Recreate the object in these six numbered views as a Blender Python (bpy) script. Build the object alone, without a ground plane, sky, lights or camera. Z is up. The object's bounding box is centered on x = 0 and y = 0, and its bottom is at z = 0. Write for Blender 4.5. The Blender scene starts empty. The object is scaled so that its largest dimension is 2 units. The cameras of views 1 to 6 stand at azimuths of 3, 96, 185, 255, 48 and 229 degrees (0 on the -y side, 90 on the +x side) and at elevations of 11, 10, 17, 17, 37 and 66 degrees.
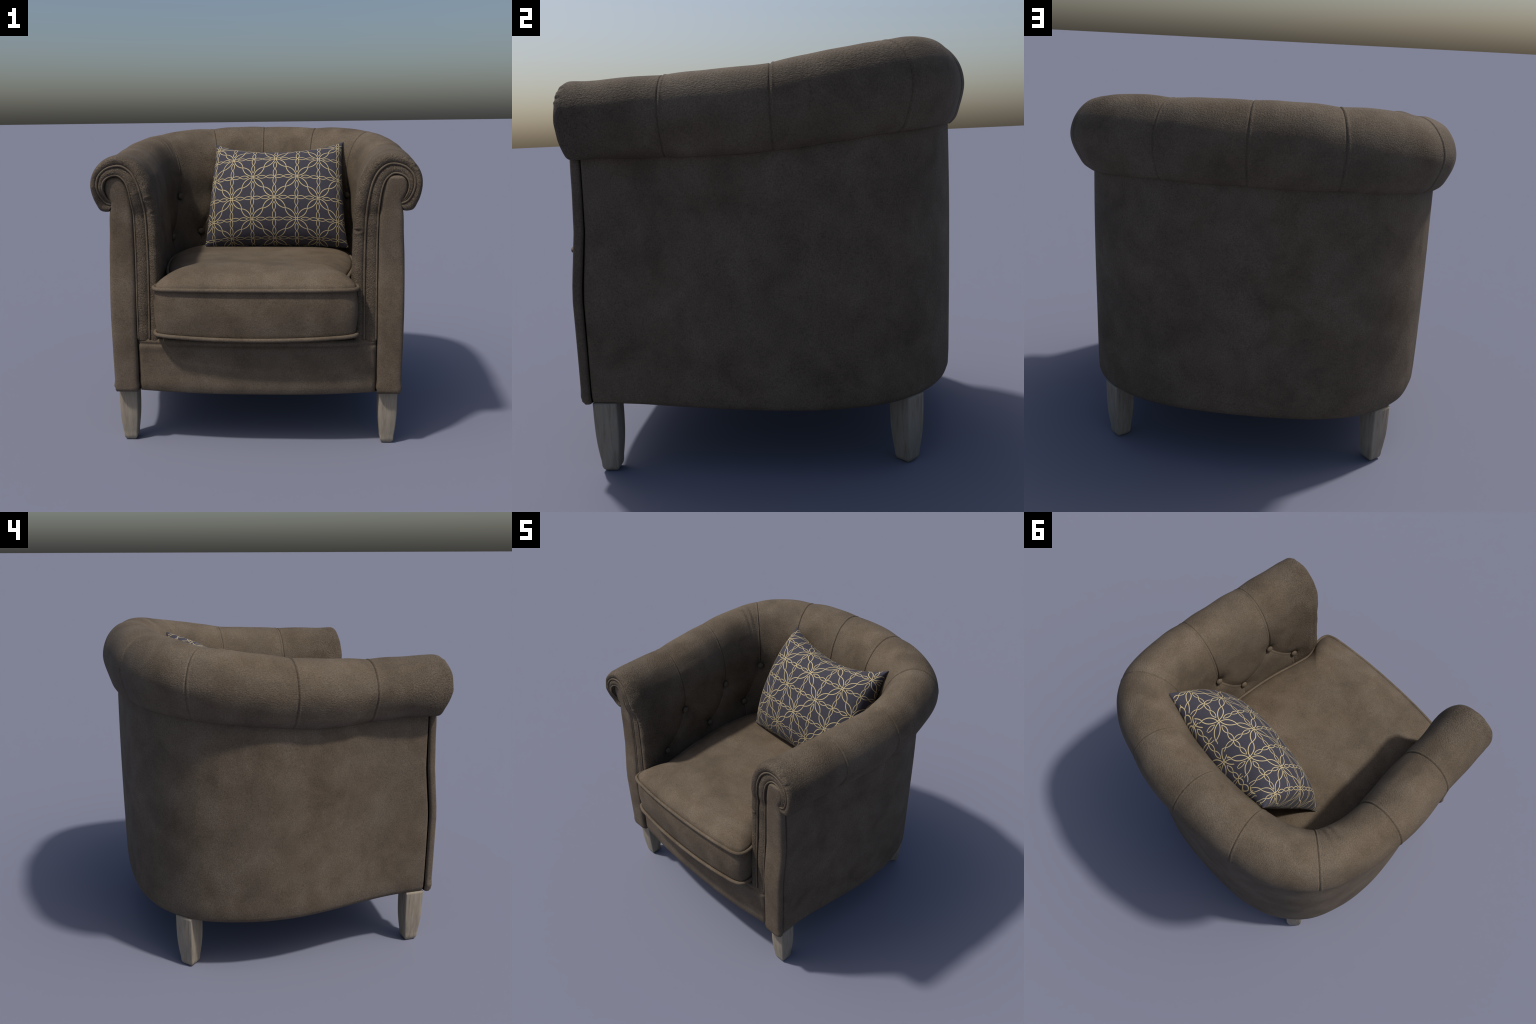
# Tub armchair: tufted rolled back and arms in brown suede, seat cushion with piping,
# weathered oak legs, and a navy throw pillow with an interlaced gold lattice.
import bpy, bmesh, math
import numpy as np
from mathutils import Matrix, Vector

rng = np.random.default_rng(11)


# ------------------------------------------------------------------ helpers
def spline(ctrl, par, t):
    """Cubic Hermite through control rows `ctrl` at parameters `par`, sampled at t."""
    ctrl = np.asarray(ctrl, float)
    par = np.asarray(par, float)
    if ctrl.ndim == 1:
        return spline(ctrl[:, None], par, t)[:, 0]
    h = np.diff(par)
    sl = np.diff(ctrl, axis=0) / h[:, None]
    m = np.empty_like(ctrl)
    m[0], m[-1] = sl[0], sl[-1]
    w = (h[1:] / (h[1:] + h[:-1]))[:, None]
    m[1:-1] = sl[:-1] * w + sl[1:] * (1 - w)
    t = np.clip(np.asarray(t, float), par[0], par[-1])
    i = np.clip(np.searchsorted(par, t, side="right") - 1, 0, len(h) - 1)
    u = ((t - par[i]) / h[i])[:, None]
    hh = h[i][:, None]
    return ((2 * u**3 - 3 * u**2 + 1) * ctrl[i] + (u**3 - 2 * u**2 + u) * hh * m[i]
            + (-2 * u**3 + 3 * u**2) * ctrl[i + 1] + (u**3 - u**2) * hh * m[i + 1])


def chord(ctrl):
    ctrl = np.asarray(ctrl, float)
    return np.concatenate([[0], np.cumsum(np.linalg.norm(np.diff(ctrl, axis=0), axis=1))])


def even(ctrl, n, closed=False):
    """Resample a smooth curve through control points at n even steps."""
    c = np.asarray(ctrl, float)
    if closed:
        k = 3
        c2 = np.vstack([c[-k:], c, c[:k + 1]])
        p = chord(c2)
        dense = spline(c2, p, np.linspace(p[k], p[k + len(c)], n * 8 + 1))
    else:
        p = chord(c)
        dense = spline(c, p, np.linspace(0, p[-1], n * 8 + 1))
    q = chord(dense)
    tt = np.linspace(0, q[-1], n + 1)[:-1] if closed else np.linspace(0, q[-1], n)
    return np.stack([np.interp(tt, q, dense[:, k]) for k in range(c.shape[1])], 1)


def wobble(P, freq, seed, count=10):
    """Smooth pseudo-noise in [-1, 1]: a sum of random plane waves."""
    r = np.random.default_rng(seed)
    out = np.zeros(P.shape[:-1])
    for _ in range(count):
        k = r.normal(size=3)
        k *= freq * r.uniform(0.6, 1.5) / np.linalg.norm(k)
        out += np.sin(P @ k + r.uniform(0, 6.28))
    return out / math.sqrt(count) / 1.4


def smooth(a, b, x):
    t = np.clip((x - a) / (b - a), 0, 1)
    return t * t * (3 - 2 * t)


def quads(nu, nv, close_u=False, close_v=False):
    iu = np.arange(nu if close_u else nu - 1)
    iv = np.arange(nv if close_v else nv - 1)
    U, V = np.meshgrid(iu, iv, indexing="ij")
    U2, V2 = (U + 1) % nu, (V + 1) % nv
    return np.stack([U * nv + V, U2 * nv + V, U2 * nv + V2, U * nv + V2], -1).reshape(-1, 4)


def make_mesh(name, verts, faces, mat, normals=None, smooth_shade=True):
    me = bpy.data.meshes.new(name)
    verts = np.asarray(verts, float).reshape(-1, 3)
    me.from_pydata(verts.tolist(), [], [tuple(int(i) for i in f) for f in faces])
    me.update()
    if smooth_shade:
        me.polygons.foreach_set("use_smooth", [True] * len(me.polygons))
    if normals is not None:
        me.normals_split_custom_set_from_vertices(np.asarray(normals).tolist())
    me.materials.append(mat)
    ob = bpy.data.objects.new(name, me)
    bpy.context.scene.collection.objects.link(ob)
    return ob


def child(ob, parent):
    ob.parent = parent
    return ob


def grid_normals(G, close_u=False):
    if close_u:
        du = np.roll(G, -1, 0) - np.roll(G, 1, 0)
    else:
        du = np.gradient(G, axis=0)
    dv = np.gradient(G, axis=1)
    n = np.cross(du, dv)
    return n / np.maximum(np.linalg.norm(n, axis=-1, keepdims=True), 1e-9)


def tube(path, radius, sides=10, closed=False, squash_end=True):
    """Verts and faces of a round cord along a polyline."""
    P = np.asarray(path, float)
    n = len(P)
    T = (np.roll(P, -1, 0) - np.roll(P, 1, 0)) if closed else np.gradient(P, axis=0)
    T /= np.maximum(np.linalg.norm(T, axis=1, keepdims=True), 1e-9)
    ref = np.array([0, 0, 1.0]) if abs(T[:, 2]).max() < 0.9 else np.array([0, 1.0, 0])
    A = np.cross(T, ref)
    A /= np.maximum(np.linalg.norm(A, axis=1, keepdims=True), 1e-9)
    B = np.cross(T, A)
    th = np.linspace(0, 2 * np.pi, sides, endpoint=False)
    r = np.full(n, radius)
    if not closed and squash_end:
        r[0] *= 0.3
        r[-1] *= 0.3
    V = P[:, None] + r[:, None, None] * (np.cos(th)[None, :, None] * A[:, None] + np.sin(th)[None, :, None] * B[:, None])
    F = [tuple(f) for f in quads(n, sides, close_u=closed, close_v=True)]
    if not closed:
        F += [tuple(range(sides)), tuple((n - 1) * sides + k for k in reversed(range(sides)))]
    return V.reshape(-1, 3), F


# ------------------------------------------------------------------ materials
class Nodes:
    def __init__(self, name):
        self.mat = bpy.data.materials.new(name)
        self.mat.use_nodes = True
        self.t = self.mat.node_tree
        self.bsdf = self.t.nodes["Principled BSDF"]
        self.coord = self.t.nodes.new("ShaderNodeTexCoord").outputs["Object"]

    def put(self, sock, v):
        if v is None:
            return
        if isinstance(v, bpy.types.NodeSocket):
            self.t.links.new(v, sock)
        else:
            sock.default_value = v

    def math(self, op, a, b=None, c=None):
        n = self.t.nodes.new("ShaderNodeMath")
        n.operation = op
        for s, v in zip(n.inputs, (a, b, c)):
            self.put(s, v)
        return n.outputs[0]

    def xyz(self, v):
        n = self.t.nodes.new("ShaderNodeSeparateXYZ")
        self.put(n.inputs[0], v)
        return n.outputs

    def mapped(self, scale, loc=(0, 0, 0), rot=(0, 0, 0), vec=None):
        n = self.t.nodes.new("ShaderNodeMapping")
        self.put(n.inputs["Vector"], vec or self.coord)
        n.inputs["Scale"].default_value = scale
        n.inputs["Location"].default_value = loc
        n.inputs["Rotation"].default_value = rot
        return n.outputs[0]

    def noise(self, scale, detail=3, rough=0.55, vec=None, dist=0.0):
        n = self.t.nodes.new("ShaderNodeTexNoise")
        self.put(n.inputs["Vector"], vec or self.coord)
        n.inputs["Scale"].default_value = scale
        n.inputs["Detail"].default_value = detail
        n.inputs["Roughness"].default_value = rough
        n.inputs["Distortion"].default_value = dist
        return n.outputs["Fac"]

    def voronoi(self, scale, vec=None, feature="F1"):
        n = self.t.nodes.new("ShaderNodeTexVoronoi")
        n.feature = feature
        self.put(n.inputs["Vector"], vec or self.coord)
        n.inputs["Scale"].default_value = scale
        return n.outputs["Distance"]

    def ramp(self, fac, stops):
        n = self.t.nodes.new("ShaderNodeValToRGB")
        self.put(n.inputs[0], fac)
        el = n.color_ramp.elements
        while len(el) < len(stops):
            el.new(0.5)
        for e, (p, c) in zip(el, stops):
            e.position = p
            e.color = tuple(c) + (1,) if len(c) == 3 else c
        return n.outputs[0]

    def mix(self, fac, a, b, kind="MIX"):
        n = self.t.nodes.new("ShaderNodeMix")
        n.data_type = "RGBA"
        n.blend_type = kind
        self.put(n.inputs[0], fac)
        self.put(n.inputs[6], a if isinstance(a, bpy.types.NodeSocket) else tuple(a) + (1,))
        self.put(n.inputs[7], b if isinstance(b, bpy.types.NodeSocket) else tuple(b) + (1,))
        return n.outputs[2]

    def bump(self, height, strength, distance, prev=None):
        n = self.t.nodes.new("ShaderNodeBump")
        n.inputs["Strength"].default_value = strength
        n.inputs["Distance"].default_value = distance
        self.put(n.inputs["Height"], height)
        if prev is not None:
            self.put(n.inputs["Normal"], prev)
        return n.outputs[0]

    def grey(self, v):
        return (v, v, v)

    def finish(self, color, rough, normal=None, spec=0.3, sheen=0.0):
        self.put(self.bsdf.inputs["Base Color"], color)
        self.put(self.bsdf.inputs["Roughness"], rough)
        if normal is not None:
            self.put(self.bsdf.inputs["Normal"], normal)
        self.bsdf.inputs["Specular IOR Level"].default_value = spec
        if sheen:
            self.bsdf.inputs["Sheen Weight"].default_value = sheen
            self.bsdf.inputs["Sheen Roughness"].default_value = 0.5
        return self.mat


SUEDE_DARK = (0.084, 0.062, 0.041)
SUEDE_MID = (0.110, 0.083, 0.056)
SUEDE_LIGHT = (0.136, 0.106, 0.075)


def suede(name, coarse=False, twill=False, weave=False):
    n = Nodes(name)
    cloud = n.noise(5.5, 5, 0.6, dist=0.3)
    col = n.ramp(cloud, [(0.32, SUEDE_DARK), (0.5, SUEDE_MID), (0.70, SUEDE_LIGHT)])
    hue = n.noise(2.6, 2, 0.5, vec=n.mapped((1, 1, 1), (7, 3, 1)))
    col = n.mix(n.math("MULTIPLY", n.ramp(hue, [(0.4, (0, 0, 0)), (0.68, (1, 1, 1))]), 0.3),
                col, (0.105, 0.087, 0.068))
    fleck = n.noise(170, 3, 0.65)
    col = n.mix(1.0, col, n.ramp(fleck, [(0.30, (0.66,) * 3), (0.5, (1.0,) * 3), (0.70, (1.28,) * 3)]), "MULTIPLY")
    nap = n.noise(230, 3, 0.6)
    nrm = n.bump(nap, 0.35, 0.004)
    hide = n.noise(60, 3, 0.6)
    nrm = n.bump(hide, 0.25, 0.004, nrm)
    if twill:
        w = n.t.nodes.new("ShaderNodeTexWave")
        w.wave_type = "BANDS"
        w.bands_direction = "DIAGONAL"
        w.inputs["Scale"].default_value = 42
        w.inputs["Distortion"].default_value = 3.5
        w.inputs["Detail"].default_value = 2
        w.inputs["Detail Scale"].default_value = 2.5
        n.put(w.inputs["Vector"], n.coord)
        nrm = n.bump(w.outputs["Fac"], 0.15, 0.004, nrm)
        nrm = n.bump(n.noise(150, 2, 0.55, vec=n.mapped((1.0, 0.55, 1.3), rot=(0.5, 0.3, 0.4))), 0.45, 0.006, nrm)
        # leathery pebbling toward the front ends of the arms
        y = n.xyz(n.coord)[1]
        near = n.t.nodes.new("ShaderNodeMapRange")
        n.put(near.inputs[0], y)
        near.inputs[1].default_value = -0.25
        near.inputs[2].default_value = -0.72
        peb = n.noise(130, 3, 0.6, dist=0.6)
        nrm = n.bump(n.math("MULTIPLY", peb, near.outputs[0]), 0.9, 0.012, nrm)
        pit = n.ramp(n.noise(120, 2, 0.5), [(0.33, (0.55,) * 3), (0.45, (1,) * 3)])
        col = n.mix(n.math("MULTIPLY", near.outputs[0], 0.7), col, n.mix(1.0, col, pit, "MULTIPLY"))
    if weave:
        w = n.t.nodes.new("ShaderNodeTexWave")
        w.bands_direction = "X"
        w.inputs["Scale"].default_value = 40
        w.inputs["Distortion"].default_value = 2.0
        w.inputs["Detail"].default_value = 2
        n.put(w.inputs["Vector"], n.coord)
        nrm = n.bump(w.outputs["Fac"], 0.06, 0.003, nrm)
    return n.finish(col, 0.82, nrm, 0.25)


def weathered_oak(name):
    n = Nodes(name)
    v = n.mapped((1, 1, 0.10))
    grain = n.noise(70, 5, 0.65, vec=v, dist=0.6)
    broad = n.noise(16, 3, 0.5, vec=n.mapped((1, 1, 0.25)))
    col = n.ramp(grain, [(0.28, (0.170, 0.136, 0.098)), (0.48, (0.270, 0.228, 0.172)), (0.72, (0.350, 0.302, 0.236))])
    col = n.mix(n.math("MULTIPLY", broad, 0.6), col, (0.275, 0.242, 0.192))
    knot = n.ramp(n.voronoi(9, vec=n.mapped((1, 1, 0.5))), [(0.04, (0.55,) * 3), (0.13, (1,) * 3)])
    col = n.mix(0.6, col, knot, "MULTIPLY")
    nrm = n.bump(grain, 0.4, 0.004)
    return n.finish(col, 0.75, nrm, 0.25)


PITCH = 0.152           # lattice step of the pillow print
STAR_ROW = -0.110       # height of one star row on the pillow


def lattice_cloth(name):
    """Navy cloth with interlaced gold strands: stars on a checker lattice, big lenses on the
    diagonals between stars, chains of small lenses on the rows and columns."""
    n = Nodes(name)
    m = n.math
    x, y, z = n.xyz(n.coord)
    # unroll the dome: cloth length grows with the drop toward the seam, along whichever edge is nearer
    back = m("LESS_THAN", z, 0.0)
    ax, ay = m("POWER", m("DIVIDE", m("ABSOLUTE", x), 0.47), 4.0), m("POWER", m("DIVIDE", m("ABSOLUTE", y), 0.36), 4.0)
    wy = m("DIVIDE", ay, m("ADD", m("ADD", ax, ay), 0.0001))
    drop = m("MAXIMUM", m("SUBTRACT", 0.225, z), 0.0)
    extra = m("MULTIPLY", drop, m("MINIMUM", m("ADD", 0.2, m("MULTIPLY", drop, 1.6)), 0.8))
    x2 = m("ADD", x, m("MULTIPLY", m("MULTIPLY", m("SIGN", x), extra), m("SUBTRACT", 1.0, wy)))
    y2 = m("ADD", y, m("MULTIPLY", m("MULTIPLY", m("SIGN", y), extra), wy))
    x2 = m("ADD", x2, m("MULTIPLY", back, 0.055))
    y2 = m("ADD", y2, m("MULTIPLY", back, 0.031))
    u = m("DIVIDE", x2, PITCH)
    v = m("DIVIDE", m("SUBTRACT", y2, STAR_ROW), PITCH)
    wire = 0.0170

    def strand(across, lens, width):
        d = m("ABSOLUTE", m("SUBTRACT", m("ABSOLUTE", across), lens))
        return m("SUBTRACT", 1.0, m("DIVIDE", d, width))

    def chain(a, b):
        j = m("ROUND", b)
        across = m("SUBTRACT", b, j)
        w = m("SUBTRACT", a, j)
        t = m("PINGPONG", w, 1.0)                       # 0 at a star, 1 at a crossing
        k = m("DIVIDE", m("SUBTRACT", t, 0.215), 0.785)
        lens = m("MULTIPLY", m("POWER", m("ABSOLUTE", m("SINE", m("MULTIPLY", k, 2 * math.pi))), 0.72), 0.072)
        s = strand(across, lens, wire * 1.05)
        return m("SUBTRACT", s, m("MULTIPLY", m("LESS_THAN", k, -0.02), 10.0))

    def braid(p, q):
        across = m("MULTIPLY", m("SUBTRACT", q, m("ROUND", q)), math.sqrt(2))
        t = m("PINGPONG", p, 0.5)                       # 0 at a star, 0.5 at mid crossing
        lens = m("MULTIPLY", m("POWER", m("ABSOLUTE", m("SINE", m("MULTIPLY", m("SUBTRACT", t, 0.045), 2 * math.pi / 0.91))), 0.72), 0.112)
        return strand(across, lens, wire * 1.28)

    p = m("MULTIPLY", m("ADD", u, v), 0.5)
    q = m("MULTIPLY", m("SUBTRACT", u, v), 0.5)
    mask = m("MAXIMUM", m("MAXIMUM", chain(u, v), chain(v, u)), m("MAXIMUM", braid(p, q), braid(q, p)))
    mask = m("MULTIPLY", m("MAXIMUM", mask, 0.0), 2.2)
    mask = m("MINIMUM", mask, 1.0)
    thread = n.noise(420, 2, 0.5)
    gold = n.ramp(thread, [(0.3, (0.43, 0.345, 0.175)), (0.7, (0.60, 0.50, 0.285))])
    cloth = n.ramp(n.noise(300, 2, 0.6), [(0.3, (0.034, 0.032, 0.043)), (0.7, (0.055, 0.052, 0.068))])
    col = n.mix(mask, cloth, gold)
    weave = n.noise(380, 2, 0.5)
    nrm = n.bump(weave, 0.25, 0.003)
    nrm = n.bump(mask, 0.25, 0.002, nrm)
    return n.finish(col, 0.85, nrm, 0.2, 0.05)


MAT_ROLL = suede("brown_suede_roll", twill=True)
MAT_SUEDE = suede("brown_suede")
MAT_SEAT = suede("brown_suede_seat", weave=True)
MAT_OAK = weathered_oak("weathered_oak")
MAT_PILLOW = lattice_cloth("navy_lattice_cloth")
nn = Nodes("dark_lining")
MAT_LINING = nn.finish(nn.ramp(nn.noise(200, 2), [(0.3, (0.012, 0.011, 0.010)), (0.7, (0.022, 0.020, 0.018))]), 0.95, spec=0.1)

# ------------------------------------------------------------------ plan of the tub
# Stations round the U, right half from the arm front to the middle of the back:
# outer reach of the roll (x, y), outer wall (x, y), inner face (x, y), crest z, hook z, lean of the inner face, wall foot z
HALF = [
    (0.925, -0.745, 0.827, -0.745, 0.553, -0.745, 1.700, 1.380, 0.004, 0.318),
    (0.946, -0.550, 0.829, -0.550, 0.581, -0.550, 1.698, 1.377, 0.000, 0.312),
    (0.964, -0.350, 0.853, -0.350, 0.601, -0.350, 1.701, 1.376, 0.000, 0.306),
    (0.984, -0.130, 0.886, -0.130, 0.621, -0.130, 1.711, 1.378, 0.000, 0.302),
    (0.997, 0.090, 0.902, 0.090, 0.635, 0.077, 1.729, 1.384, 0.010, 0.300),
    (0.972, 0.370, 0.880, 0.338, 0.632, 0.253, 1.758, 1.406, 0.022, 0.300),
    (0.886, 0.630, 0.791, 0.572, 0.588, 0.394, 1.792, 1.437, 0.026, 0.300),
    (0.695, 0.795, 0.620, 0.736, 0.475, 0.474, 1.814, 1.454, 0.020, 0.300),
    (0.430, 0.893, 0.402, 0.827, 0.332, 0.515, 1.827, 1.463, 0.022, 0.300),
    (0.215, 0.927, 0.203, 0.857, 0.169, 0.533, 1.832, 1.466, 0.022, 0.300),
    (0.000, 0.938, 0.000, 0.864, 0.000, 0.538, 1.835, 1.467, 0.022, 0.300),
]
SEAM_AT = [2, 4, 6, 8, 10]           # stations that carry a roll seam and a top button
MIRROR = np.array([-1, 1, -1, 1, -1, 1, 1, 1, 1, 1])
STATIONS = np.vstack([np.array(HALF), (np.array(HALF) * MIRROR)[-2::-1]])
crest_path = STATIONS[:, 4:6] + 0.527 * (STATIONS[:, 0:2] - STATIONS[:, 4:6])
S_PAR = chord(crest_path)
S_MAX = S_PAR[-1]
seam_s = sorted([S_PAR[i] for i in SEAM_AT] + [S_PAR[len(STATIONS) - 1 - i] for i in SEAM_AT[:-1]])


def sample_stations(count):
    """Station parameters, packed closer near the seams."""
    d = np.linspace(0, S_MAX, 6000)
    dens = np.ones_like(d)
    for s in seam_s:
        dens += 4.0 * np.exp(-((d - s) / 0.022) ** 2)
    c = np.concatenate([[0], np.cumsum((dens[1:] + dens[:-1]) / 2)])
    ss = np.interp(np.linspace(0, c[-1], count), c, d)
    for s in (seam_s[2], seam_s[6]):          # keep exact columns where arm meets back
        ss[np.argmin(abs(ss - s))] = s
    return ss


# Cross-section, from the tuck under the hook, over the crest, down the inner face.
# (share across the roll 0 = inner face, 1 = outer reach; height 0 = hook, 1 = crest); the first
# rows are expressed from the wall line so the hook always closes on the wall.
HOOK_FRONT = [(-0.16, 0.10), (-0.14, 0.035), (0.00, 0.010), (0.42, 0.015), (0.76, 0.155)]   # share of wall..outer at the arm ends
HOOK = [(-0.05, 0.10), (-0.04, 0.035), (0.06, 0.000), (0.39, 0.045), (0.72, 0.20)]         # and everywhere else
ARCH = [(1.000, 0.500), (0.918, 0.770), (0.752, 0.946), (0.527, 1.000), (0.285, 0.885),
        (0.120, 0.630), (0.035, 0.300)]
LOWER = [(1.30, 0.0), (1.15, 0.35), (1.00, 0.8), (0.80, 1.0), (0.64, 1.0)]           # absolute z, share of lean
HOOK_TIP = 2                                                       # control row of the hook tip


def section(st):
    """Control points of the section at one station row -> (rows, 3)."""
    O, W, I = st[0:2], st[2:4], st[4:6]
    zc, zh, lean = st[6], st[7], st[8]
    D = O - I
    L = np.linalg.norm(D)
    nW = np.dot(W - I, D) / L**2
    rows = []
    full = float(smooth(-0.50, -0.745, np.array(st[1])))
    for (a0, h0), (a1, h1) in zip(HOOK, HOOK_FRONT):
        a, h = a0 + (a1 - a0) * full, h0 + (h1 - h0) * full
        n = nW + a * (1 - nW)
        p = I + n * D + (1 - a) * (W - (I + nW * D)) if a < 1 else I + n * D
        rows.append((*p, zh + h * (zc - zh)))
    for n, h in ARCH:
        p = I + n * D
        rows.append((*p, zh + h * (zc - zh)))
    for z, k in LOWER:
        p = I - D / L * lean * k
        rows.append((*p, z))
    return np.array(rows)


REF = section(STATIONS[4])
V_PAR = chord(REF)
N_S, N_V = 1150, 300
ss = sample_stations(N_S)
vv = np.linspace(0, V_PAR[-1], N_V)
st_all = spline(STATIONS, S_PAR, ss)
BODY = np.stack([spline(section(r), V_PAR, vv) for r in st_all])          # (N_S, N_V, 3)
NRM = grid_normals(BODY)
if NRM[0, np.argmax(BODY[0, :, 2]), 2] < 0:
    NRM = -NRM

inner = np.clip((vv - V_PAR[len(HOOK) + 4]) / (V_PAR[len(HOOK) + len(ARCH) - 1] - V_PAR[len(HOOK) + 4]), 0, 1)


def on_inner(s, z):
    """Index of the body grid point on the inner face at station s, height z."""
    i = int(np.argmin(abs(ss - s)))
    j0 = len(vv) // 2
    j = j0 + int(np.argmin(abs(BODY[i, j0:, 2] - z)))
    return i, j


# tufting: a button below each seam and a lower row half a bay on
TOP_Z = {0: 1.275, 1: 1.295, 2: 1.350, 3: 1.365, 4: 1.37}
LOW_Z = [1.02, 1.045, 1.08, 1.085, 1.09]
half_s = [S_PAR[i] for i in SEAM_AT]
low_half = [seam_s[0] - 0.215, (half_s[0] + half_s[1]) / 2 + 0.02, (half_s[1] + half_s[2]) / 2,
            (half_s[2] + half_s[3]) / 2, (half_s[3] + half_s[4]) / 2]
top_buttons = [(half_s[k], TOP_Z[k]) for k in range(5)] + [(S_MAX - half_s[k], TOP_Z[k]) for k in range(3, -1, -1)]
low_buttons = [(low_half[k], LOW_Z[k]) for k in range(5)] + [(S_MAX - low_half[k], LOW_Z[k]) for k in range(4, -1, -1)]
top_ij = [on_inner(*b) for b in top_buttons]
low_ij = [on_inner(*b) for b in low_buttons]


def seg_dist(P, a, b):
    ab = b - a
    t = np.clip(((P - a) @ ab) / (ab @ ab), 0, 1)
    return np.linalg.norm(P - (a + t[..., None] * ab), axis=-1), t


disp = np.zeros(BODY.shape[:2])
S2, V2 = np.meshgrid(ss, vv, indexing="ij")
v_top_of = [vv[j] for _, j in top_ij]
# soft fullness of the inner face and the roll
face = smooth(1.62, 1.45, BODY[..., 2]) * (V2 > V_PAR[len(HOOK) + 3])
disp += 0.006 * face
disp += 0.0045 * wobble(BODY, 9, 3) + 0.0022 * wobble(BODY, 24, 5)
for (s, _), vt in zip(top_buttons, v_top_of):
    d = S2 - s
    m = smooth(V_PAR[0], V_PAR[2], V2) * smooth(vt + 0.01, vt - 0.01, V2)
    disp -= m * (0.0040 * np.exp(-(d / 0.0035) ** 2) + 0.0015 * np.exp(-(d / 0.035) ** 2))
    disp += m * 0.0022 * np.exp(-((d - 0.010) / 0.005) ** 2)
    deep = smooth(1.62, 1.36, BODY[..., 2]) * (V2 > V_PAR[len(HOOK) + 3]) * smooth(vt + 0.02, vt - 0.02, V2)
    disp -= deep * (0.006 * np.exp(-(d / 0.035) ** 2) + 0.003 * np.exp(-(d / 0.007) ** 2))
# panels of the roll swell a little between their seams
gap = np.min([abs(ss - s) for s in seam_s], axis=0)
swell = smooth(0.0, 0.13, gap) - 0.5
disp += 0.005 * swell[:, None] * smooth(V_PAR[1], V_PAR[4], V2) * smooth(V_PAR[len(HOOK) + 6], V_PAR[len(HOOK) + 4], V2)
win = V2 > V_PAR[len(HOOK) + 3]
for (i, j) in top_ij:
    d = np.linalg.norm(BODY - BODY[i, j], axis=-1)
    disp -= win * (0.021 * np.exp(-(d / 0.07) ** 2) + 0.010 * np.exp(-(d / 0.024) ** 2))
for (i, j) in low_ij:
    d = np.linalg.norm(BODY - BODY[i, j], axis=-1)
    disp -= win * (0.020 * np.exp(-(d / 0.075) ** 2) + 0.010 * np.exp(-(d / 0.024) ** 2))
    dd = S2 - ss[i]
    m = win * (V2 > vv[j])
    disp -= m * (0.004 * np.exp(-(dd / 0.005) ** 2) + 0.005 * np.exp(-(dd / 0.03) ** 2))
    disp += m * 0.003 * np.exp(-((dd - 0.011) / 0.005) ** 2)
# diagonal folds between the two button rows (deepest fold wins where they meet)
crease = np.zeros_like(disp)
ridge = np.zeros_like(disp)
for k, (i, j) in enumerate(top_ij):
    for q in (k, k + 1):
        a = BODY[i, j]
        b = BODY[low_ij[q]]
        mid = 0.5 * (a + b) + np.array([0, 0, -0.012])
        fold = np.minimum(seg_dist(BODY, a, mid)[0], seg_dist(BODY, mid, b)[0])
        crease = np.maximum(crease, 0.007 * np.exp(-(fold / 0.028) ** 2) + 0.0032 * np.exp(-(fold / 0.005) ** 2))
        low = BODY + np.array([0, 0, 0.014])
        twin = np.minimum(seg_dist(low, a, mid)[0], seg_dist(low, mid, b)[0])
        ridge = np.maximum(ridge, 0.0022 * np.exp(-(twin / 0.006) ** 2))
disp += win * (ridge - crease)
disp = np.maximum(disp, -0.030)
# drag wrinkles over the inner shoulder near the tight corners
for sc in (seam_s[2] - 0.07, seam_s[6] + 0.06, seam_s[6] + 0.11):
    dv = (V2 - V_PAR[len(HOOK) + 4]) / 0.11
    disp -= 0.003 * np.exp(-((S2 - sc + 0.02 * dv) / 0.012) ** 2) * np.exp(-dv**2)
    disp += 0.002 * np.exp(-((S2 - sc - 0.025 + 0.02 * dv) / 0.014) ** 2) * np.exp(-dv**2)
edge = smooth(0, 0.05, ss) * smooth(S_MAX, S_MAX - 0.05, ss)
disp *= (0.25 + 0.75 * edge)[:, None]
BODY = BODY + NRM * disp[..., None]
# the inner side of each arm end is rounded further back than the scroll
inside = smooth(V_PAR[len(HOOK) + 3], V_PAR[len(HOOK) + 5], V2)
BODY[..., 1] += 0.022 * inside * smooth(-0.58, -0.745, BODY[..., 1])

# ------------------------------------------------------------------ front ends of the arms
# Nested contours on the arm front (x, z): welt line and pillar line, matched to the section rows from the hook tip on
WELT = [(0.806, 1.422), (0.835, 1.432), (0.860, 1.460), (0.881, 1.530), (0.866, 1.590), (0.820, 1.630), (0.752, 1.643),
        (0.693, 1.612), (0.654, 1.548), (0.632, 1.455), (0.618, 1.300), (0.614, 1.150), (0.613, 1.000), (0.614, 0.800), (0.617, 0.640)]
POST = [(0.806, 1.444), (0.824, 1.450), (0.838, 1.472), (0.848, 1.520), (0.836, 1.558), (0.806, 1.580), (0.768, 1.584),
        (0.730, 1.555), (0.709, 1.505), (0.698, 1.430), (0.692, 1.300), (0.690, 1.150), (0.690, 1.000), (0.690, 0.800), (0.690, 0.640)]


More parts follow.
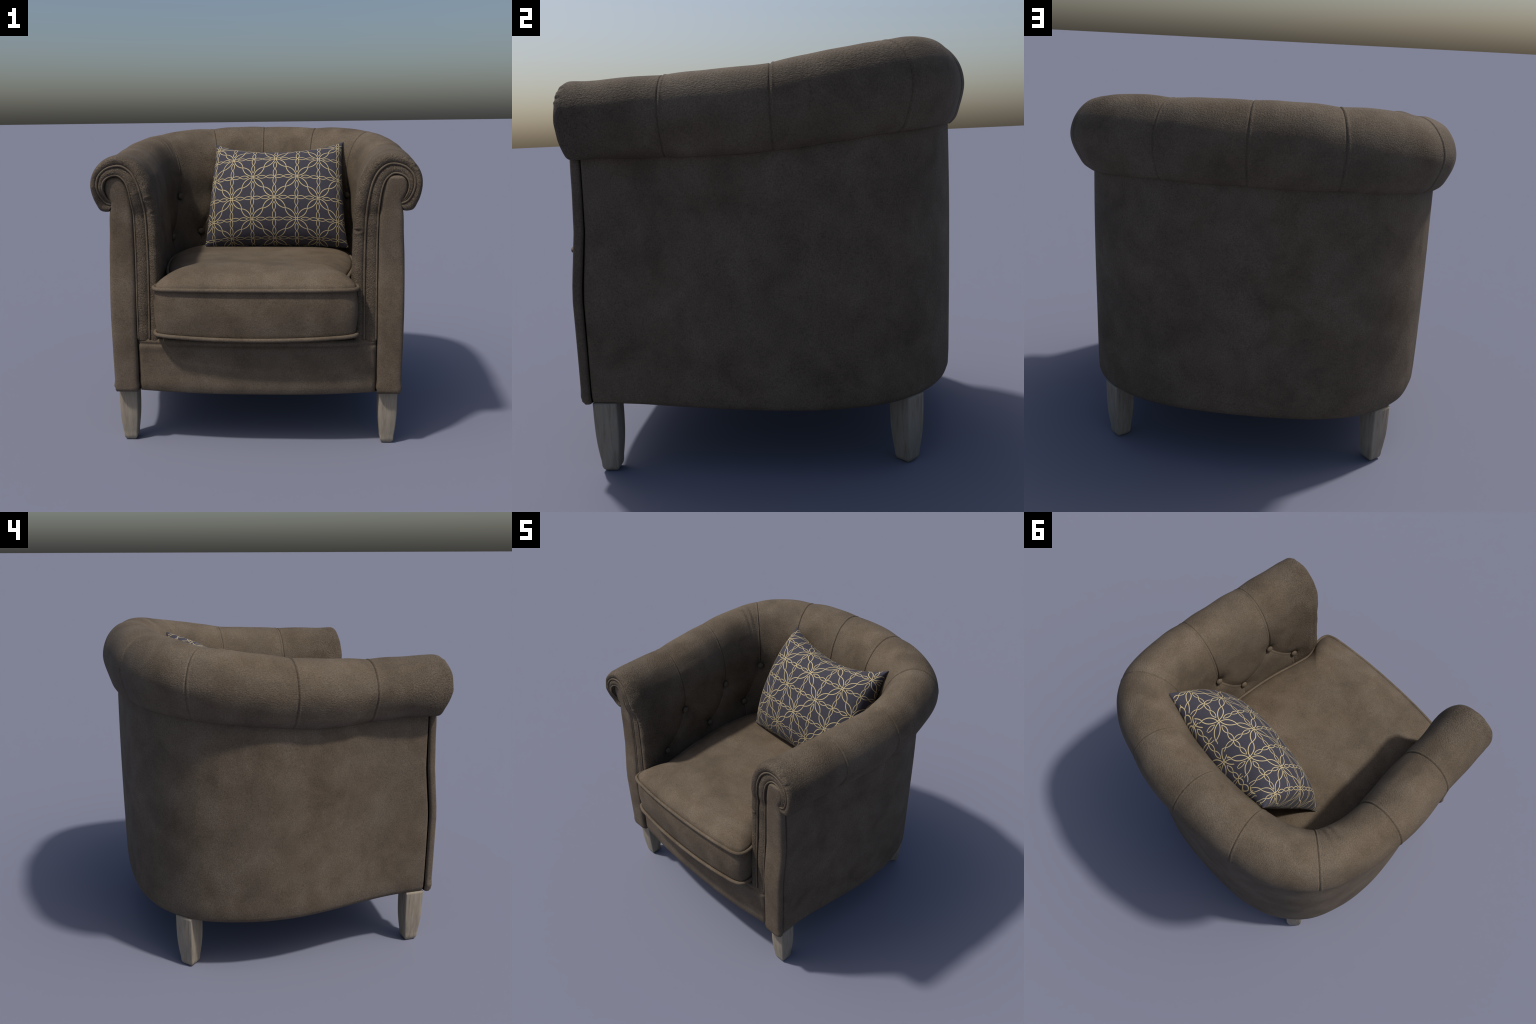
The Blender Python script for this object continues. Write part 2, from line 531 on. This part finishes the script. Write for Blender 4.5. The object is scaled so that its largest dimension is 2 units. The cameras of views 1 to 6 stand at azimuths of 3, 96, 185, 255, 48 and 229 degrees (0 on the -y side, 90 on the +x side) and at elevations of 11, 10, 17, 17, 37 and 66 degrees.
def rim_y(z, sign=1):
    """Foremost line of the arm end; the left arm stands a little further forward."""
    zs = [0.3, 0.6, 0.85, 1.0, 1.15, 1.36, 1.39, 1.42, 1.46, 1.53, 1.62, 1.72]
    right = [-0.802, -0.800, -0.793, -0.780, -0.770, -0.765, -0.767, -0.773, -0.779, -0.783, -0.783, -0.775]
    left = [-0.805, -0.803, -0.798, -0.787, -0.778, -0.770, -0.772, -0.779, -0.792, -0.805, -0.805, -0.795]
    return np.interp(z, zs, right if sign > 0 else left)


def pillar_y(z):
    """Front edge of the pillars, gently S-curved in side view."""
    return np.interp(z, [0.3, 0.65, 0.78, 0.85, 0.96, 1.08, 1.24, 1.4, 1.6],
                     [-0.801, -0.798, -0.797, -0.792, -0.779, -0.766, -0.762, -0.760, -0.770])


tip = V_PAR[HOOK_TIP]
j_tip = int(np.searchsorted(vv, tip))
v_cap = vv[j_tip:]
welt_xz = spline(WELT, V_PAR[HOOK_TIP:], v_cap)
post_xz = spline(POST, V_PAR[HOOK_TIP:], v_cap)


def cap_rings(sign):
    """Rings that close the front of one arm: rounded rim, welt valley, padded band, pillar valley."""
    start = BODY[0 if sign > 0 else -1, j_tip:]
    xz0 = start[:, [0, 2]] * [sign, 1]
    y0 = start[:, 1]
    yr = rim_y(xz0[:, 1], sign)
    rings = []
    for a in np.linspace(0, math.pi / 2, 9)[1:]:                  # rounded rim
        k = (1 - math.cos(a)) * 0.50
        xz = xz0 + (welt_xz - xz0) * k
        y = y0 + (yr - y0) * math.sin(a)
        rings.append((xz, y))
    for k, dy in ((0.68, 0.0005), (0.86, 0.005), (1.0, 0.017)):
        rings.append((xz0 + (welt_xz - xz0) * k, yr + dy))
    for k, dy in ((0.12, 0.006), (0.3, 0.000), (0.55, -0.002), (0.78, 0.001), (0.92, 0.008), (1.0, 0.020), (1.25, 0.05)):
        rings.append((welt_xz + (post_xz - welt_xz) * k, yr + dy + 0.004))
    out = []
    for xz, y in rings:
        P = np.stack([xz[:, 0] * sign, y, xz[:, 1]], 1)
        P[:, 1] += 0.002 * wobble(P, 45, 9)
        # pinches where the cloth is gathered into the welt
        for px, pz in ((0.86, 1.665), (0.895, 1.625), (0.57, 1.27)) if sign > 0 else ((0.59, 1.455), (0.565, 1.375), (0.80, 1.69)):
            near = np.hypot(xz[:, 0] - px, (xz[:, 1] - pz) * 2.2)
            P[:, 1] += 0.008 * np.exp(-(near / 0.020) ** 2)
            P[:, 1] -= 0.004 * np.exp(-((near - 0.032) / 0.014) ** 2)
        out.append(P)
    return np.stack(out)


def grow(sign):
    caps = cap_rings(sign)
    pad = np.repeat(caps[:, :1], j_tip, axis=1)          # fold the tuck rows onto the hook tip
    return np.concatenate([pad, caps], axis=1)


right_cap, left_cap = grow(1), grow(-1)
FULL = np.concatenate([right_cap[::-1], BODY, left_cap], axis=0)
FN = grid_normals(FULL)
mid = len(right_cap) + int(np.argmin(abs(ss - S_MAX / 2)))
if FN[mid, int(np.argmax(FULL[mid, :, 2])), 2] < 0:
    FN = -FN
cut_a = len(right_cap) + int(np.argmin(abs(ss - seam_s[2])))
cut_b = len(right_cap) + int(np.argmin(abs(ss - seam_s[6])))

# ------------------------------------------------------------------ the chair
chair = bpy.data.objects.new("armchair", None)
bpy.context.scene.collection.objects.link(chair)
chair["label"] = "brown suede tub armchair with rolled tufted back and oak legs"
chair["category"] = "armchair"


def slab(name, a, b):
    G, N = FULL[a:b + 1], FN[a:b + 1]
    F = quads(len(G), N_V)[:, ::-1]
    v = G.reshape(-1, 3)
    e1, e2 = v[F[:, 1]] - v[F[:, 0]], v[F[:, 3]] - v[F[:, 0]]
    area = np.linalg.norm(np.cross(e1, e2), axis=1) + np.linalg.norm(np.cross(v[F[:, 2]] - v[F[:, 1]], v[F[:, 3]] - v[F[:, 1]]), axis=1)
    F = F[area > 1e-10]
    fn = np.cross(v[F[:, 1]] - v[F[:, 0]], v[F[:, 2]] - v[F[:, 0]])
    if (fn * N.reshape(-1, 3)[F[:, 0]]).sum(1).mean() < 0:
        F = F[:, ::-1]
    return child(make_mesh(name, v, F, MAT_ROLL, N.reshape(-1, 3)), chair)


arm_r = slab("armrest", 0, cut_a)
back = slab("backrest", cut_a, cut_b)
arm_l = slab("armrest", cut_b, len(FULL) - 1)


def owner(s):
    return arm_r if s < seam_s[2] - 1e-4 else (arm_l if s > seam_s[6] + 1e-4 else back)


# buttons: flattened domes with a rolled rim
def button_mesh():
    prof = [(0.0, 0.0135), (0.007, 0.0130), (0.014, 0.0108), (0.020, 0.0068), (0.0230, 0.0015), (0.0235, -0.004), (0.017, -0.009), (0.010, -0.013)]
    pr = even(prof, 14)
    th = np.linspace(0, 2 * np.pi, 24, endpoint=False)
    V = np.stack([np.stack([r * np.cos(th), r * np.sin(th), np.full(24, z)], 1) for r, z in pr])
    return V.reshape(-1, 3), [tuple(f) for f in quads(len(pr), 24, close_v=True)]


bv, bf = button_mesh()
first = None
for (i, j) in top_ij + low_ij:
    if first is None:
        ob = first = make_mesh("button", bv, bf, MAT_SUEDE)
    else:
        ob = first.copy()
        bpy.context.scene.collection.objects.link(ob)
    n = Vector(NRM[i, j])
    p = Vector(BODY[i, j]) + n * 0.018
    rot = n.to_track_quat("Z", "Y").to_matrix().to_4x4()
    ob.matrix_world = Matrix.Translation(p) @ rot @ Matrix.Rotation(rng.uniform(0, 6), 4, "Z")
    par = owner(ss[i])
    ob.parent = par

# welts on the arm fronts
for sign, par in ((1, arm_r), (-1, arm_l)):
    start = BODY[0 if sign > 0 else -1, j_tip:]
    yr = rim_y(start[:, 2], sign)
    for xz, dy, r in ((welt_xz, 0.006, 0.0062), (post_xz + (welt_xz - post_xz) * 0.10, 0.008, 0.0055)):
        P = np.stack([xz[:, 0] * sign, yr + dy, xz[:, 1]], 1)[::2]
        V, F = tube(P, r)
        child(make_mesh("welt", V, F, MAT_SUEDE), par)

# outer wall
n_w = 420
sw = np.linspace(0.0, S_MAX, n_w)
stw = spline(STATIONS, S_PAR, sw)
Wxy = stw[:, 2:4]
tan = np.gradient(Wxy, axis=0)
nout = np.stack([tan[:, 1], -tan[:, 0]], 1)
nout /= np.linalg.norm(nout, axis=1, keepdims=True)
if (nout * Wxy).sum() < 0:
    nout = -nout
rows = []
foot, head = stw[:, 9], stw[:, 7] + 0.035
for inset, dz in ((0.11, 0.006), (0.055, 0.002), (0.034, 0.001), (0.019, 0.006), (0.008, 0.018), (0.002, 0.036)):
    rows.append((Wxy - nout * inset, foot + dz))
for f in np.linspace(0.05, 1, 40):
    rows.append((Wxy + nout * 0.004 * math.sin(math.pi * f), foot + 0.036 + (head - foot - 0.036) * f))
WALL = np.stack([np.concatenate([xy, z[:, None]], 1) for xy, z in rows], 1)
WN = grid_normals(WALL)
if (WN[..., :2] * WALL[..., :2]).sum() < 0:
    WN = -WN
WALL = WALL + WN * (0.0022 * wobble(WALL, 7, 21))[..., None]
# slide the front of the wall to just behind the pillars, then turn its edges inward
pull = smooth(-0.55, -0.745, WALL[..., 1])
WALL[..., 1] += pull * (pillar_y(WALL[..., 2]) + 0.054 + 0.745)
for e in (0, 1):
    sign = 1 if e == 0 else -1
    edge_rows = []
    base = WALL[0] if e == 0 else WALL[-1]
    for a in np.linspace(0, math.pi / 2, 6)[1:]:
        q = base.copy()
        q[:, 0] -= sign * 0.012 * (1 - math.cos(a))
        q[:, 1] -= 0.012 * math.sin(a)
        edge_rows.append(q)
    q = base.copy()
    q[:, 0] -= sign * 0.08
    q[:, 1] -= 0.010
    edge_rows.append(q)
    edge_rows = np.stack(edge_rows)
    WALL = np.concatenate([edge_rows[::-1], WALL]) if e == 0 else np.concatenate([WALL, edge_rows])
wall = child(make_mesh("outer_wall", WALL, quads(*WALL.shape[:2]), MAT_SUEDE), chair)

# underside lining closing the tub
ring = WALL[6:-6, 1]
h = len(ring) // 2
cols = 14
UND = np.stack([ring[:h] * (1 - k) + ring[::-1][:h] * k for k in np.linspace(0, 1, cols)], 1)
UND[..., 2] += 0.004
child(make_mesh("underside", UND, quads(*UND.shape[:2]), MAT_LINING), chair)

# front pillars: upright scroll-headed pads, lofted row by row (z, inner x, outer x)
PILLAR = [(0.322, 0.700, 0.826), (0.330, 0.695, 0.832), (0.40, 0.693, 0.833), (0.64, 0.692, 0.837), (0.90, 0.690, 0.839), (1.00, 0.690, 0.839),
          (1.12, 0.690, 0.837), (1.26, 0.691, 0.830), (1.36, 0.694, 0.826), (1.41, 0.697, 0.820), (1.440, 0.699, 0.817),
          (1.465, 0.702, 0.832), (1.490, 0.706, 0.843), (1.520, 0.714, 0.846), (1.545, 0.724, 0.841), (1.563, 0.737, 0.830), (1.576, 0.752, 0.812), (1.583, 0.772, 0.790)]


def pillar(sign):
    rows = np.array(PILLAR)
    z = np.concatenate([np.linspace(0.322, 1.40, 90), np.linspace(1.40, 1.583, 60)[1:]])
    edges = np.stack([np.interp(z, rows[:, 0], rows[:, k]) for k in (1, 2)], 1)
    sm = spline(rows[:, 1:], rows[:, 0], z)
    edges = np.where((z > 0.35)[:, None], sm, edges)
    u = np.sin(np.linspace(-math.pi / 2, math.pi / 2, 40))
    cross = []
    for q in (0.055, 0.026):                       # side wall running back
        cross.append((-1.0, q))
    for w in u[1:-1]:
        cross.append((w, -0.020 * (1 - abs(w) ** 6) ** 0.6 + 0.010))
    for w, q in ((1.0, 0.020), (0.99, 0.026), (0.96, 0.031), (0.90, 0.034), (0.75, 0.036)):
        cross.append((w, q))
    cross = np.array(cross)
    c, h = edges.mean(1), (edges[:, 1] - edges[:, 0]) / 2
    end = np.minimum(np.clip((z - 0.322) / 0.016, 0, 1), np.clip((1.583 - z) / 0.020, 0, 1)) ** 0.5
    X = c[:, None] + h[:, None] * cross[None, :, 0]
    front = cross[None, :, 1]
    Y = pillar_y(z)[:, None] + np.where(front < 0.012, front * end[:, None] + 0.012 * (1 - end[:, None]), front)
    if sign < 0:
        Y = Y - 0.004
    G = np.stack([X * sign, Y, np.broadcast_to(z[:, None], X.shape)], -1)
    G[..., 1] += 0.0012 * wobble(G, 14, 31)
    F = [tuple(f) for f in quads(*G.shape[:2])]
    n = G.shape[1]
    F.append(tuple(range(n)))
    if sign > 0:
        F = [f[::-1] for f in F]
    ob = make_mesh("front_pillar", G, F, MAT_SUEDE)
    bm = bmesh.new()
    bm.from_mesh(ob.data)
    bmesh.ops.recalc_face_normals(bm, faces=bm.faces)
    bm.to_mesh(ob.data)
    bm.free()
    return ob


for sign in (1, -1):
    child(pillar(sign), chair)

# front rail
def front_rail():
    sec = [(-0.06, 0.333), (-0.025, 0.331), (-0.008, 0.338), (0.000, 0.358), (0.003, 0.45), (0.003, 0.56), (0.001, 0.612),
           (-0.0045, 0.6175), (0.000, 0.624), (0.000, 0.634), (-0.006, 0.643), (-0.03, 0.648), (-0.12, 0.650)]
    sec = np.array(sec)
    c = even(sec, 70)
    xs = np.concatenate([-0.69 + 0.03 * (1 - np.cos(np.linspace(0, math.pi / 2, 8))), np.linspace(-0.655, 0.655, 120),
                         0.66 + 0.03 * np.sin(np.linspace(0, math.pi / 2, 8))])
    G = []
    for x in xs:
        a = min(abs(x) / 0.69, 1)
        bow = -0.834 + 0.044 * a**2.2
        round_end = 0.028 * (1 - math.sqrt(max(0, 1 - max(0, (abs(x) - 0.66) / 0.03) ** 2)))
        sag = -0.006 * (1 - a**2)
        G.append(np.stack([np.full(len(c), x), bow - c[:, 0] + round_end, c[:, 1] + (sag - 0.006) * (c[:, 1] < 0.5)], 1))
    G = np.stack(G)
    G[..., 1] += 0.002 * wobble(G, 9, 41)
    return make_mesh("front_rail", G, quads(*G.shape[:2]), MAT_SUEDE)


child(front_rail(), chair)

# seat cushion, T-shaped in plan
PLAN = [(0.0, -0.928), (0.25, -0.922), (0.43, -0.907), (0.525, -0.892), (0.557, -0.876), (0.570, -0.848), (0.570, -0.80), (0.556, -0.752),
        (0.535, -0.708), (0.526, -0.66), (0.540, -0.54), (0.572, -0.38), (0.598, -0.18), (0.606, 0.06), (0.575, 0.27),
        (0.485, 0.41), (0.32, 0.50), (0.16, 0.53)]
PLAN = PLAN + [(0.0, 0.535)] + [(-x, y) for x, y in PLAN[:0:-1]]
loop = even(PLAN, 360, closed=True)
front = smooth(-0.55, -0.85, loop[:, 1])
sag = (1 - np.clip(abs(loop[:, 0]) / 0.58, 0, 1) ** 2) * front
top_z = 0.962 + 0.002 * sag - 0.004 * smooth(-0.6, 0.3, loop[:, 1])
bot_z = 0.700 - 0.018 * sag
ctr = np.array([0.0, -0.22])
t = np.roll(loop, -1, 0) - np.roll(loop, 1, 0)
nin = np.stack([-t[:, 1], t[:, 0]], 1)
nin /= np.linalg.norm(nin, axis=1, keepdims=True)
if ((ctr - loop) * nin).sum() < 0:
    nin = -nin
rings = []
for f in (0.30, 0.1):
    xy = loop + (ctr - loop) * f
    rings.append(np.concatenate([xy, (bot_z - 0.008)[:, None]], 1))
rings.append(np.concatenate([loop + nin * 0.010, (bot_z + 0.004)[:, None]], 1))
for f in np.linspace(0, 1, 16):
    puff = -0.010 * math.sin(math.pi * f) + 0.007
    rings.append(np.concatenate([loop + nin * puff, (bot_z + 0.012 + (top_z - bot_z - 0.024) * f)[:, None]], 1))
for r in np.concatenate([[0.985, 0.97, 0.95, 0.92], np.linspace(0.88, 0.02, 34)]):
    xy = ctr + (loop - ctr) * r
    lift = 0.078 * (1 - r**7.0) ** 0.75 * (1 - 0.12 * smooth(-0.35, 0.35, xy[:, 1]) + 0.38 * smooth(-0.35, -0.72, xy[:, 1]) * (1 - np.clip(abs(xy[:, 0]) / 0.6, 0, 1) ** 2))
    # flatter toward the back, fuller behind the front edge
    z = top_z * r + 0.966 * (1 - r) + lift - 0.010 * (1 - r)
    P = np.concatenate([xy, z[:, None]], 1)
    P[:, 2] += 0.003 * wobble(P, 8, 51) * (1 - r**6)
    rings.append(P)
G = np.stack(rings)
F = [tuple(f) for f in quads(G.shape[0], G.shape[1], close_v=True)]
F.append(tuple((G.shape[0] - 1) * G.shape[1] + k for k in range(G.shape[1])))
seat = child(make_mesh("seat_cushion", G, F, MAT_SEAT), chair)
bm = bmesh.new()
bm.from_mesh(seat.data)
bmesh.ops.recalc_face_normals(bm, faces=bm.faces)
bm.to_mesh(seat.data)
bm.free()
for z in (top_z, bot_z):
    V, F = tube(np.concatenate([loop - nin * 0.002, z[:, None]], 1), 0.0115, 12, closed=True)
    child(make_mesh("piping", V, F, MAT_SUEDE), seat)

# legs: square, tapering with a swelling curve, edges eased
def leg_mesh():
    prof = even([(0.029, 0.0), (0.034, 0.006), (0.0415, 0.05), (0.0475, 0.10), (0.0515, 0.15), (0.0535, 0.21), (0.0540, 0.27), (0.0540, 0.308)], 26)
    G = []
    for hw, z in prof:
        e = 0.007
        ring = []
        for sx, sy in ((1, 1), (-1, 1), (-1, -1), (1, -1)):
            a0 = math.atan2(sy, sx) - math.pi / 4
            for k in range(4):
                a = a0 + k * math.pi / 6
                ring.append((sx * (hw - e) + e * math.cos(a), sy * (hw - e) + e * math.sin(a), z))
        G.append(ring)
    G = np.array(G)
    F = [tuple(f)[::-1] for f in quads(*G.shape[:2], close_v=True)]
    nv = G.shape[1]
    F += [tuple(reversed(range(nv))), tuple((len(G) - 1) * nv + k for k in range(nv))]
    return G.reshape(-1, 3), F


lv, lf = leg_mesh()
first = None
for x, y, ang in ((0.770, -0.707, 0), (-0.760, -0.707, 0), (0.680, 0.608, -43), (-0.680, 0.608, 43)):
    if first is None:
        ob = first = make_mesh("leg", lv, lf, MAT_OAK)
        bm = bmesh.new()
        bm.from_mesh(ob.data)
        bmesh.ops.recalc_face_normals(bm, faces=bm.faces)
        bm.to_mesh(ob.data)
        bm.free()
    else:
        ob = first.copy()
        bpy.context.scene.collection.objects.link(ob)
    ob.matrix_world = (Matrix.Translation((x, y, 0)) @ Matrix.Rotation(math.radians(ang), 4, "Z")
                       @ Matrix.Diagonal((1, 1, 1.045 if y < 0 else 1.0, 1)))
    ob.parent = chair

# the front of the chair leans a few millimetres to its left
for ob in list(bpy.data.objects):
    if ob.type != "MESH" or ob.name.startswith(("leg", "button")):
        continue
    co = np.empty(len(ob.data.vertices) * 3)
    ob.data.vertices.foreach_get("co", co)
    co = co.reshape(-1, 3)
    co[:, 0] += 0.007 * smooth(0.1, -0.45, co[:, 1])
    ob.data.vertices.foreach_set("co", co.ravel())
    ob.data.update()
for ob in bpy.data.objects:
    if ob.name.startswith("button"):
        ob.location.x += 0.007 * float(smooth(0.1, -0.45, np.array(ob.location.y)))

# ------------------------------------------------------------------ throw pillow
PW, PH = 0.470, 0.398            # half width and half height between the corners
PILLOW_AT = Vector((0.104, 0.320, 1.362))
P_RIGHT = Vector((0.915, -0.062, 0.012)).normalized()
P_UP = Vector((0.050, 0.388, 0.690))
P_UP = (P_UP - P_RIGHT * P_UP.dot(P_RIGHT)).normalized()
P_OUT = P_RIGHT.cross(P_UP)


def pillow():
    n = 110
    g = np.sin(np.linspace(-math.pi / 2, math.pi / 2, n))
    S, T = np.meshgrid(g, g, indexing="ij")
    x = S * (PW - 0.012 * (1 - T**2) * np.abs(S) ** 1.5) - 0.018 * T * S
    y = T * (PH - np.where(T > 0, 0.098, 0.02) * (1 - S**2) * np.abs(T) ** 1.5)
    ear = (np.abs(S) * np.abs(T)) ** 8 * 0.012
    x, y = x + np.sign(S) * ear, y + np.sign(T) * ear * (T > 0)
    prof = np.maximum(1 - S**2, 0) ** 0.40 * np.maximum(1 - T**2, 0) ** 0.48
    base = 0.060 * np.abs(S) ** 2.5 * (1 - T**2)          # sides wrap forward
    fr = 0.226 * prof * (1 + 0.04 * T) - base * 0.4 * prof
    bk = -(0.165 + 0.035 * T) * prof - base * prof
    A = np.stack([x, y, base + fr], -1)
    B = np.stack([x, y, base + bk], -1)
    A[..., 2] += 0.006 * wobble(A, 14, 61) * prof
    # seam creases running in from the edges
    for k in range(14):
        c = rng.uniform(-0.85, 0.85)
        A[..., 2] -= 0.004 * np.exp(-((S - c) / 0.03) ** 2) * np.exp(-((1 - T) / 0.18) ** 2) * prof
    V = np.concatenate([A.reshape(-1, 3), B.reshape(-1, 3)])
    F = quads(n, n)
    F = [tuple(f) for f in F] + [tuple(f[::-1] + n * n) for f in F]
    ob = make_mesh("throw_pillow", V, F, MAT_PILLOW)
    bm = bmesh.new()
    bm.from_mesh(ob.data)
    bmesh.ops.remove_doubles(bm, verts=bm.verts, dist=1e-5)
    bmesh.ops.recalc_face_normals(bm, faces=bm.faces)
    bm.to_mesh(ob.data)
    bm.free()
    M = Matrix((P_RIGHT, P_UP, P_OUT)).transposed().to_4x4()
    ob.matrix_world = Matrix.Translation(PILLOW_AT) @ M
    ob["label"] = "plump navy throw pillow with interlaced gold lattice print"
    ob["category"] = "pillow"
    return ob


pillow()
